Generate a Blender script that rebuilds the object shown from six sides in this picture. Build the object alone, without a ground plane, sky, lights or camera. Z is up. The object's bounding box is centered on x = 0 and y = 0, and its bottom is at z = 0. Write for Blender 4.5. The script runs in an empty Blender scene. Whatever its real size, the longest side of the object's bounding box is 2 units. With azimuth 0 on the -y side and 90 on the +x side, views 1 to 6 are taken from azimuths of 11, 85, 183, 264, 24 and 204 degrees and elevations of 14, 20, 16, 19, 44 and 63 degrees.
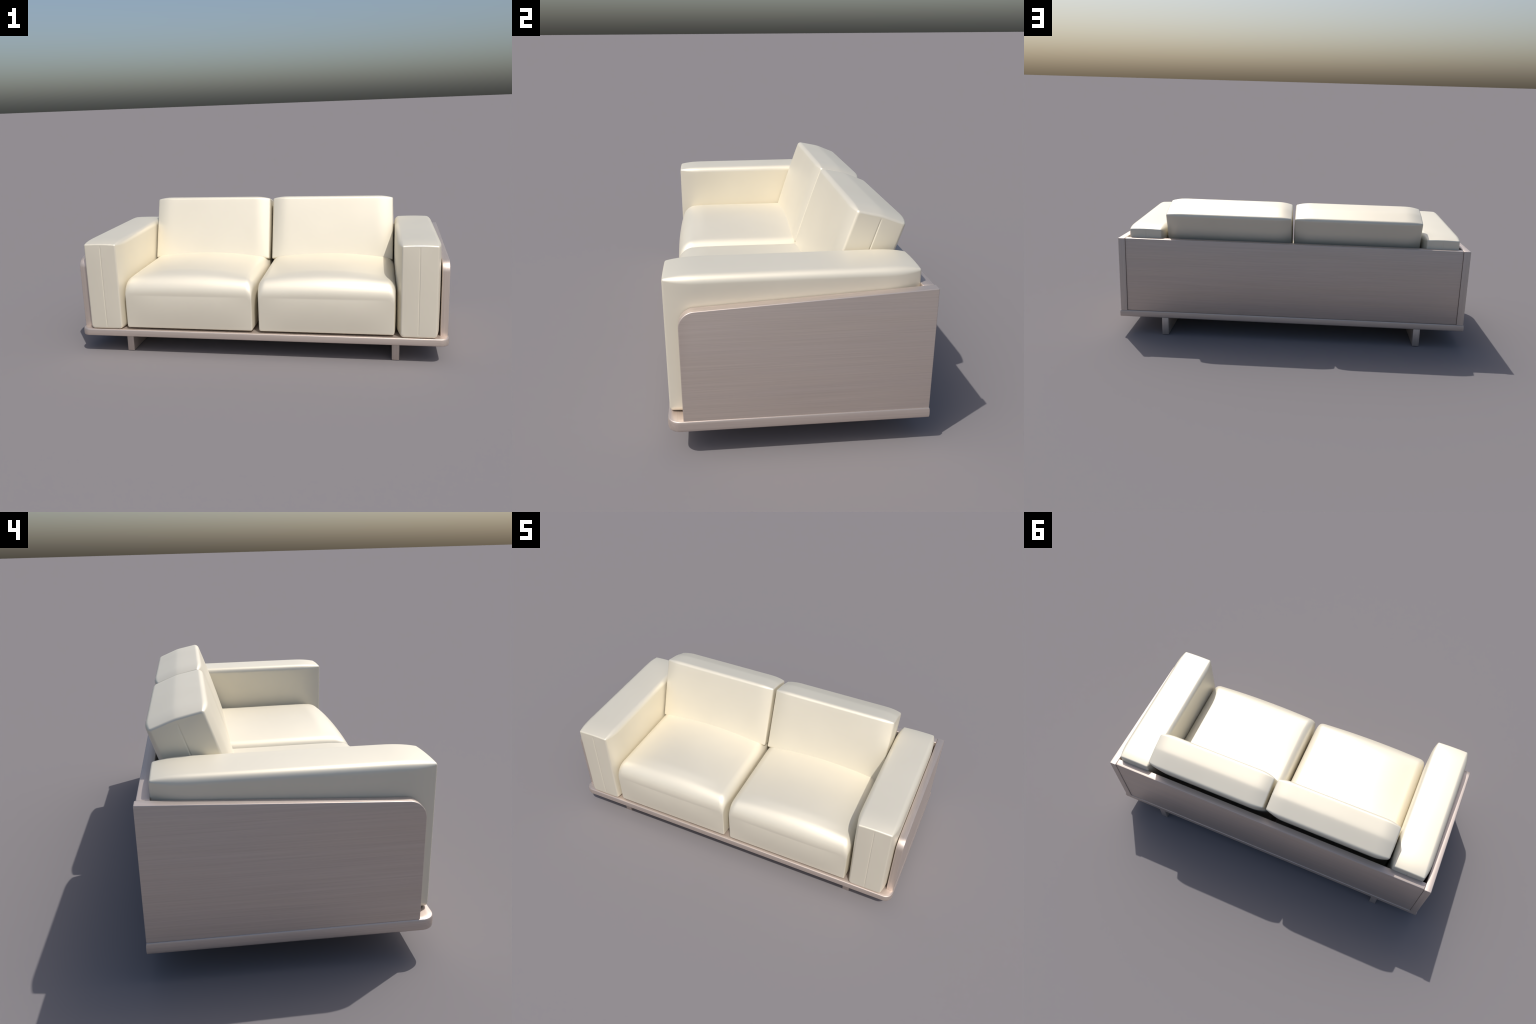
"""Two-seat sofa: pale wooden tray frame (platform, two side panels, back panel,
two plank legs) holding cream leather arm, seat and back cushions."""
import bpy, bmesh
from math import sin, cos, pi, sqrt, exp
from mathutils import Vector

# ------------------------------------------------------------------ materials
def new_material(name):
    m = bpy.data.materials.new(name)
    m.use_nodes = True
    nt = m.node_tree
    nt.nodes.clear()
    out = nt.nodes.new("ShaderNodeOutputMaterial")
    b = nt.nodes.new("ShaderNodeBsdfPrincipled")
    nt.links.new(b.outputs[0], out.inputs[0])
    return m, nt, b


def leather_material():
    m, nt, b = new_material("cream_leather")
    N, L = nt.nodes.new, nt.links.new
    co = N("ShaderNodeTexCoord")
    n = N("ShaderNodeTexNoise")
    n.inputs["Scale"].default_value = 3.0
    n.inputs["Detail"].default_value = 3.0
    L(co.outputs["Object"], n.inputs["Vector"])
    ramp = N("ShaderNodeValToRGB")
    ramp.color_ramp.elements[0].position = 0.35
    ramp.color_ramp.elements[0].color = (*LEATHER_A, 1)
    ramp.color_ramp.elements[1].position = 0.65
    ramp.color_ramp.elements[1].color = (*LEATHER_B, 1)
    L(n.outputs["Fac"], ramp.inputs["Fac"])
    L(ramp.outputs["Color"], b.inputs["Base Color"])
    b.inputs["Roughness"].default_value = LEATHER_ROUGH
    b.inputs["Metallic"].default_value = LEATHER_METAL
    b.inputs["IOR"].default_value = 1.5
    v = N("ShaderNodeTexVoronoi")
    v.inputs["Scale"].default_value = 420
    L(co.outputs["Object"], v.inputs["Vector"])
    bump = N("ShaderNodeBump")
    bump.inputs["Strength"].default_value = 0.03
    bump.inputs["Distance"].default_value = 0.0006
    L(v.outputs["Distance"], bump.inputs["Height"])
    L(bump.outputs["Normal"], b.inputs["Normal"])
    return m


def wood_material(name, along):
    """Fine straight grain; `along` is the axis the fibres follow."""
    m, nt, b = new_material(name)
    N, L = nt.nodes.new, nt.links.new
    co = N("ShaderNodeTexCoord")

    def streaks(stretch, across, detail, rough, shift):
        mp = N("ShaderNodeMapping")
        s = [across] * 3
        s["xyz".index(along)] = stretch
        mp.inputs["Scale"].default_value = s
        mp.inputs["Location"].default_value = (shift, shift * 1.7, shift * 0.6)
        L(co.outputs["Object"], mp.inputs["Vector"])
        t = N("ShaderNodeTexNoise")
        t.inputs["Scale"].default_value = 1.0
        t.inputs["Detail"].default_value = detail
        t.inputs["Roughness"].default_value = rough
        t.inputs["Distortion"].default_value = 0.25
        L(mp.outputs[0], t.inputs["Vector"])
        return t.outputs["Fac"]

    fine = streaks(2.2, 260, 2.5, 0.6, 3.1)
    broad = streaks(1.1, 16, 2.0, 0.5, 7.7)
    r1 = N("ShaderNodeValToRGB")
    r1.color_ramp.elements[0].position = 0.30
    r1.color_ramp.elements[0].color = (*WOOD_DARK, 1)
    r1.color_ramp.elements[1].position = 0.68
    r1.color_ramp.elements[1].color = (*WOOD_LIGHT, 1)
    L(fine, r1.inputs["Fac"])
    r2 = N("ShaderNodeValToRGB")
    r2.color_ramp.elements[0].position = 0.36
    r2.color_ramp.elements[0].color = (*WOOD_COOL, 1)
    r2.color_ramp.elements[1].position = 0.66
    r2.color_ramp.elements[1].color = (*WOOD_WARM, 1)
    L(broad, r2.inputs["Fac"])
    mix = N("ShaderNodeMix")
    mix.data_type = "RGBA"
    mix.blend_type = "MULTIPLY"
    mix.inputs["Factor"].default_value = 1.0
    L(r1.outputs["Color"], mix.inputs["A"])
    L(r2.outputs["Color"], mix.inputs["B"])
    L(mix.outputs["Result"], b.inputs["Base Color"])
    b.inputs["Roughness"].default_value = WOOD_ROUGH
    b.inputs["Metallic"].default_value = WOOD_METAL
    b.inputs["IOR"].default_value = 1.5
    bump = N("ShaderNodeBump")
    bump.inputs["Strength"].default_value = 0.08
    bump.inputs["Distance"].default_value = 0.001
    L(fine, bump.inputs["Height"])
    L(bump.outputs["Normal"], b.inputs["Normal"])
    return m


LEATHER_A = (0.760, 0.710, 0.585)
LEATHER_B = (0.780, 0.730, 0.603)
LEATHER_ROUGH = 0.5
LEATHER_METAL = 0.40
WOOD_METAL = 0.75
WOOD_DARK = (0.580, 0.498, 0.446)
WOOD_LIGHT = (0.646, 0.560, 0.504)
WOOD_COOL = (0.992, 0.993, 1.0)
WOOD_WARM = (1.008, 1.003, 0.988)
WOOD_ROUGH = 0.5

MAT_LEATHER = leather_material()
MAT_WOOD = {a: wood_material("pale_wood_grain_" + w, a)
            for a, w in (("x", "lengthwise"), ("y", "depthwise"), ("z", "upright"))}

# ------------------------------------------------------------------- helpers
sofa = bpy.data.objects.new("sofa", None)
bpy.context.collection.objects.link(sofa)
sofa["label"] = "cream leather two seat sofa in a pale wooden tray frame"
sofa["category"] = "sofa"


def make_object(name, mesh, parent=sofa):
    o = bpy.data.objects.new(name, mesh)
    bpy.context.collection.objects.link(o)
    o.parent = parent
    return o


def mesh_from(name, verts, faces, mats):
    me = bpy.data.meshes.new(name)
    me.from_pydata([tuple(v) for v in verts], [], faces)
    bm = bmesh.new()
    bm.from_mesh(me)
    bmesh.ops.remove_doubles(bm, verts=bm.verts, dist=1e-6)
    bmesh.ops.recalc_face_normals(bm, faces=bm.faces)
    bm.to_mesh(me)
    bm.free()
    for m in mats:
        me.materials.append(m)
    for p in me.polygons:
        p.use_smooth = True
    return me


def mix(a, b, t):
    return a + (b - a) * t


def ease(t):
    t = max(0.0, min(1.0, t))
    return t * t * (3 - 2 * t)


def swell(d, w, p=2.5):
    """0 at a cushion's sewn end, rising to 1 at distance w from it."""
    return 1 - (1 - min(max(d / w, 0.0), 1.0)) ** p


def end_round(d, e):
    """inset of a surface that rolls into an end face with radius e"""
    return 0.0 if d >= e else e - sqrt(max(0.0, e * e - (e - d) ** 2))


# ------------------------------------------------------------ wooden frame
def prism(name, outline, axis, lo, hi, bevel, mats, edge_pick=None, segs=3):
    """Extrude a 2D outline (in the two other axes) from lo to hi, round its edges."""
    ax = "xyz".index(axis)
    oth = [i for i in range(3) if i != ax]
    bm = bmesh.new()
    rings = []
    for h in (lo, hi):
        r = []
        for a, b in outline:
            c = [0, 0, 0]
            c[oth[0]], c[oth[1]], c[ax] = a, b, h
            r.append(bm.verts.new(c))
        rings.append(r)
    n = len(outline)
    bm.faces.new(rings[0])
    bm.faces.new(rings[1])
    for i in range(n):
        j = (i + 1) % n
        bm.faces.new((rings[0][i], rings[0][j], rings[1][j], rings[1][i]))
    bmesh.ops.recalc_face_normals(bm, faces=bm.faces)
    edges = [e for e in bm.edges if e.calc_face_angle(0) > 0.5 and (edge_pick is None or edge_pick(e))]
    if bevel > 0 and edges:
        bmesh.ops.bevel(bm, geom=edges, offset=bevel, segments=segs, profile=0.5, affect="EDGES", clamp_overlap=True)
    me = bpy.data.meshes.new(name)
    bm.to_mesh(me)
    bm.free()
    for m in mats:
        me.materials.append(m)
    return me


def shade_by_angle(me, degrees):
    for p in me.polygons:
        p.use_smooth = True
    me.set_sharp_from_angle(angle=degrees * pi / 180)


# platform: a board with rounded front corners and a softly bull-nosed edge
PX, PY0, PY1 = 1.0, -0.4445, 0.4445
PZ0, PZ1 = 0.1040, 0.1415
CORNER = 0.046


def platform_outline(inset):
    pts = []
    x, r = PX - inset, CORNER - inset
    for side in (1, -1):
        arc = []
        for k in range(13):
            a = pi / 2 * k / 12
            arc.append((side * (x - r + r * cos(a)), PY0 + inset + r - r * sin(a)))
        pts += arc if side == 1 else arc[::-1]
    pts += [(-x, PY1 - inset), (x, PY1 - inset)]
    return pts


def build_platform():
    prof = [(0.022, PZ0), (0.0026, PZ0), (0.0014, PZ0 + 0.0008), (0.0006, PZ0 + 0.0035), (0.0001, PZ0 + 0.009), (0.0, PZ0 + 0.017),
            (0.0003, PZ1 - 0.011), (0.0010, PZ1 - 0.0055), (0.0018, PZ1 - 0.0022), (0.0028, PZ1 - 0.0007), (0.0042, PZ1), (0.022, PZ1)]
    verts, faces, n = [], [], None
    for inset, z in prof:
        o = platform_outline(inset)
        n = len(o)
        verts += [(a, b, z) for a, b in o]
    for k in range(len(prof) - 1):
        for i in range(n):
            j = (i + 1) % n
            faces.append((k * n + i, k * n + j, (k + 1) * n + j, (k + 1) * n + i))
    faces.append(tuple(range(n)))
    faces.append(tuple((len(prof) - 1) * n + i for i in range(n)))
    me = mesh_from("platform", verts, faces, [MAT_WOOD["x"], MAT_WOOD["y"]])
    for p in me.polygons:
        if abs(p.normal.x) > 0.75:
            p.material_index = 1
    shade_by_angle(me, 40)
    make_object("platform", me)


build_platform()

# plank legs running front to back
leg = prism("leg", [(-0.0190, 0.0), (0.0190, 0.0), (0.0190, PZ0 - 0.0002), (-0.0190, PZ0 - 0.0002)], "y", -0.388, 0.4425, 0.0012,
            [MAT_WOOD["y"], MAT_WOOD["z"]], segs=2)
for p in leg.polygons:
    if abs(p.normal.y) > 0.8:
        p.material_index = 1
shade_by_angle(leg, 35)
for x in (0.734, -0.734):
    make_object("leg", leg).location.x = x

# side panels: sloped top, rounded front corner
PAN_IN, PAN_OUT = 0.9570, 0.9955
PAN_F, PAN_B = -0.391, 0.4435


def top_line(y):
    return 0.5540 + 0.0540 * y


def side_panel(side):
    r = 0.055
    pts = [(PAN_B, PZ1 + 0.0003), (PAN_B, top_line(PAN_B))]
    cy = PAN_F + r
    cz = top_line(cy) - r
    for k in range(15):
        a = pi / 2 * k / 14
        pts.append((cy - r * sin(a), cz + r * cos(a)))
    pts.append((PAN_F, PZ1 + 0.0003))

    def pick(e):     # soften every edge but those at the foot
        return not all(v.co.z < PZ1 + 0.01 for v in e.verts)

    lo, hi = sorted((side * PAN_IN, side * PAN_OUT))
    me = prism("side_panel", pts, "x", lo, hi, 0.0028, [MAT_WOOD["y"], MAT_WOOD["z"]], pick)
    for p in me.polygons:
        if abs(p.normal.y) > 0.72:
            p.material_index = 1
    shade_by_angle(me, 50)
    make_object("side_panel", me)


side_panel(1)
side_panel(-1)

BACK_IN, BACK_OUT = 0.3995, 0.4396
back = prism("back_panel", [(-0.9562, PZ1 + 0.0004), (0.9562, PZ1 + 0.0004), (0.9562, 0.5770), (-0.9562, 0.5770)], "y", BACK_IN, BACK_OUT, 0.0030,
             [MAT_WOOD["x"]])
shade_by_angle(back, 40)
make_object("back_panel", back)


# ------------------------------------------------------------------ cushions
ARC = 7


def clustered(n, centre=None, span=0.0):
    """stops 0..1; with a centre, tight stops round it for a sewn seam"""
    base = [k / n for k in range(n + 1)]
    if centre is None:
        return base
    tight = [centre + span * s for s in (-3.0, -2.2, -1.6, -1.2, -0.8, -0.4, 0.0, 0.4, 0.8, 1.2, 1.6, 2.2, 3.0)]
    return sorted([b for b in base if abs(b - centre) > span * 3.6] + tight)


def section(u0, u1, v0, v1, rb, rt, su, sv):
    """Rounded rectangle as four sides of stops; each side runs from mid-arc to mid-arc.
    rb: radius of the two lower corners, rt: of the two upper corners."""
    def arc(cx, cy, r, a0, a1, t):
        a = mix(a0, a1, t)
        return (cx + r * cos(a), cy + r * sin(a))
    q = pi / 4
    bl, br = (u0 + rb, v0 + rb), (u1 - rb, v0 + rb)
    tl, tr = (u0 + rt, v1 - rt), (u1 - rt, v1 - rt)
    low = [arc(*bl, rb, 5 * q, 6 * q, k / ARC) for k in range(ARC)]
    low += [(mix(u0 + rb, u1 - rb, f), v0) for f in su]
    low += [arc(*br, rb, 6 * q, 7 * q, k / ARC) for k in range(1, ARC + 1)]
    top = [arc(*tl, rt, 3 * q, 2 * q, k / ARC) for k in range(ARC)]
    top += [(mix(u0 + rt, u1 - rt, f), v1) for f in su]
    top += [arc(*tr, rt, 2 * q, q, k / ARC) for k in range(1, ARC + 1)]
    left = [arc(*bl, rb, 5 * q, 4 * q, k / ARC) for k in range(ARC)]
    left += [(u0, mix(v0 + rb, v1 - rt, f)) for f in sv]
    left += [arc(*tl, rt, 4 * q, 3 * q, k / ARC) for k in range(1, ARC + 1)]
    right = [arc(*br, rb, -q, 0, k / ARC) for k in range(ARC)]
    right += [(u1, mix(v0 + rb, v1 - rt, f)) for f in sv]
    right += [arc(*tr, rt, 0, q, k / ARC) for k in range(1, ARC + 1)]
    return low, right, top, left


def cushion(name, length, extents, place, stops_u, stops_v, cap_shape, steps=64):
    """Loft rounded-rectangle sections along an axis of given length.
    extents(d, D): section limits at distance d from the near end and D from the far end, plus a warp.
    cap_shape(u, v, box, far): outward swelling of an end face.  place: local -> world."""
    su, sv = stops_u, stops_v
    ws = []
    for k in range(steps + 1):
        t = k / steps
        ws.append(length * (0.5 - 0.5 * cos(pi * t)))
    fine = [0.0, 0.00025, 0.0009, 0.0019, 0.0031, 0.0045, 0.006, 0.008]
    ws = sorted(fine + [w for w in ws if 0.0095 < w < length - 0.0095] + [length - f for f in fine])
    verts, faces = [], []
    nu, nv = len(su) + 2 * ARC, len(sv) + 2 * ARC
    rings, boxes = [], []
    for w in ws:
        box, warp = extents(w, length - w)
        sides = [[warp(*p) for p in s] for s in section(*box, su, sv)]
        low, right, top, left = sides
        loop = low[:-1] + right[:-1] + top[::-1][:-1] + left[::-1][:-1]
        rings.append((loop, sides, w))
        boxes.append(box)
    n = len(rings[0][0])
    for loop, _, w in rings:
        verts += [place(u, v, w) for u, v in loop]
    for k in range(len(rings) - 1):
        for i in range(n):
            j = (i + 1) % n
            faces.append((k * n + i, k * n + j, (k + 1) * n + j, (k + 1) * n + i))
    for far, ring, box in ((False, rings[0], boxes[0]), (True, rings[-1], boxes[-1])):
        _, (low, right, top, left), w = ring
        base = len(verts)
        for j in range(nv):
            tj = j / (nv - 1)
            vj = (left[j][1] + right[j][1]) / 2
            tv = (vj - left[0][1]) / (left[-1][1] - left[0][1])
            for i in range(nu):
                ui = (low[i][0] + top[i][0]) / 2
                tu = (ui - low[0][0]) / (low[-1][0] - low[0][0])
                p = []
                for c in (0, 1):
                    a = mix(low[i][c], top[i][c], tv) + mix(left[j][c], right[j][c], tu)
                    b = mix(mix(low[0][c], low[-1][c], tu), mix(top[0][c], top[-1][c], tu), tv)
                    p.append(a - b)
                edge = i in (0, nu - 1) or j in (0, nv - 1)
                out = 0.0 if edge else cap_shape(p[0], p[1], box, far)
                verts.append(place(p[0], p[1], w + out if far else w - out))
        for j in range(nv - 1):
            for i in range(nu - 1):
                a = base + j * nu + i
                faces.append((a, a + 1, a + nu + 1, a + nu))
    me = mesh_from(name, verts, faces, [MAT_LEATHER])
    return make_object(name, me)


def unit(x, lo, hi):
    return max(-1.0, min(1.0, (2 * x - lo - hi) / (hi - lo)))


def seam_groove(x, width=0.0023, depth=0.0018):
    """sewn seam: a thin valley pulled into the cover"""
    return -depth * exp(-((x) / width) ** 2)


# arm cushions: lofted front to back, sewn ends
ARM_Y0, ARM_Y1 = -0.4380, 0.401


def arm_cushion(side):
    mid = 0.8445

    def extents(d, D):
        e = min(d, D)
        s = swell(e, 0.13, 2.6)
        ins = end_round(e, 0.006)
        u0 = -mix(0.0870, 0.1070, s) + ins       # inner face (toward the seats)
        u1 = mix(0.0905, 0.1080, s) - ins
        v0 = 0.1440 + end_round(e, 0.010)
        v1 = mix(0.6245, 0.6360, s) - ins
        rb, rt = mix(0.016, 0.030, s), mix(0.005, 0.027, s)

        def warp(u, v):
            a, b = unit(u, u0, u1), unit(v, v0, v1)
            lift = 0.0032 * (1 - a * a) * max(0, b)
            push = 0.003 * s * (1 - b * b) * a
            return u + push, v + lift
        return (u0, u1, v0, v1, rb, rt), warp

    def cap(u, v, box, far):
        a, b = unit(u, box[0], box[1]), unit(v, box[2], box[3])
        fade = min(1.0, (1 - abs(b)) * 25)
        return 0.003 * (1 - a * a) * (1 - b ** 4) + seam_groove(u if not far else -u) * fade

    def place(u, v, w):
        return Vector((side * (mid + u), ARM_Y0 + w, v))

    cushion("arm_cushion", ARM_Y1 - ARM_Y0, extents, place, clustered(22, 0.5, 0.011), clustered(26), cap)


arm_cushion(1)
arm_cushion(-1)

# seat cushions: front rolls over with a large radius, crowned top
SEAT_Y0, SEAT_Y1 = -0.4328, 0.295


def seat_cushion(side):
    mid = 0.3715

    def extents(d, D):
        e = min(d, D)
        s = swell(e, 0.14, 2.4)
        ins = end_round(e, 0.005)
        half = mix(0.3530, 0.3615, s) - ins
        roll_d, roll_h = 0.070, 0.085
        k = min(d, roll_d) / roll_d
        top = 0.4260 - roll_h * (1 - sqrt(max(0.0, 1 - (1 - k) ** 2)))
        top -= end_round(D, 0.03)
        v0 = 0.1535 + end_round(e, 0.006)
        crown = mix(0.010, 0.036, ease(d / 0.13)) * mix(1.0, 0.80, ease((d - 0.2) / 0.3)) * mix(0.4, 1.0, ease(D / 0.1))

        def warp(u, v):
            a, b = unit(u, -half, half), unit(v, v0, top)
            lift = crown * (1 - a * a) * max(0, (b + 1) / 2) ** 3
            return u + 0.003 * s * a * (1 - b * b), v + lift
        return (-half, half, v0, top, mix(0.010, 0.018, s), mix(0.030, 0.050, s)), warp

    def cap(u, v, box, far):
        a, b = unit(u, box[0], box[1]), unit(v, box[2], box[3])
        return 0.006 * (1 - a ** 4) * (1 - b * b) ** 1

    def place(u, v, w):
        t = 1 - w / (SEAT_Y1 - SEAT_Y0)
        bow = -0.007 * (1 - (u / 0.36) ** 2) * max(0, t) ** 5 * ease((v - 0.15) / 0.2)
        return Vector((side * (mid + u), SEAT_Y0 + w + bow, v))

    cushion("seat_cushion", SEAT_Y1 - SEAT_Y0, extents, place, clustered(34), clustered(20), cap, 72)


seat_cushion(1)
seat_cushion(-1)

# back cushions: leaning boxes, lofted sideways, ridge along the top, seam down each end
FB, FT, RT = Vector((0.112, 0.418)), Vector((0.2335, 0.7675)), Vector((0.404, 0.7155))
THICK, TALL = (RT - FT).length, (FT - FB).length
E_T, E_H = (RT - FT).normalized(), (FT - FB).normalized()
BACK_X0, BACK_X1 = 0.0085, 0.7265


def back_cushion(side):
    def extents(d, D):
        e = min(d, D)
        s = swell(e, 0.10, 2.4)
        ins = end_round(e, 0.007)
        u0 = mix(0.0, -0.0180, s) + ins         # front face
        u1 = mix(THICK, THICK + 0.0155, s) - ins  # rear face
        v0 = mix(0.0, 0.004, s) + ins
        v1 = mix(TALL, TALL + 0.011, s) - ins

        def warp(u, v):
            a, b = unit(u, u0, u1), unit(v, v0, v1)
            tent = 1 - sqrt(a * a + 0.012)
            lift = mix(0.006, 0.011, s) * max(0, tent) * max(0, b)
            push = s * (1 - b * b) * (0.0055 * a if a > 0 else 0.004 * a)
            if a < 0:                            # settles back a little where it meets the seat
                push += 0.0065 * s * (-a) * (1 - b) / 2
            return u + push, v + lift
        return (u0, u1, v0, v1, mix(0.007, 0.016, s), mix(0.006, 0.017, s)), warp

    def cap(u, v, box, far):
        a, b = unit(u, box[0], box[1]), unit(v, box[2], box[3])
        fade = min(1.0, (1 - abs(b)) * 25)
        return 0.005 * (1 - a * a) * (1 - b ** 2) + seam_groove(u - THICK / 2) * fade

    def place(u, v, w):
        p = FB + E_T * u + E_H * v
        return Vector((side * (BACK_X0 + w), p.x, p.y))

    cushion("back_cushion", BACK_X1 - BACK_X0, extents, place, clustered(22, 0.5, 0.012), clustered(26), cap)


back_cushion(1)
back_cushion(-1)
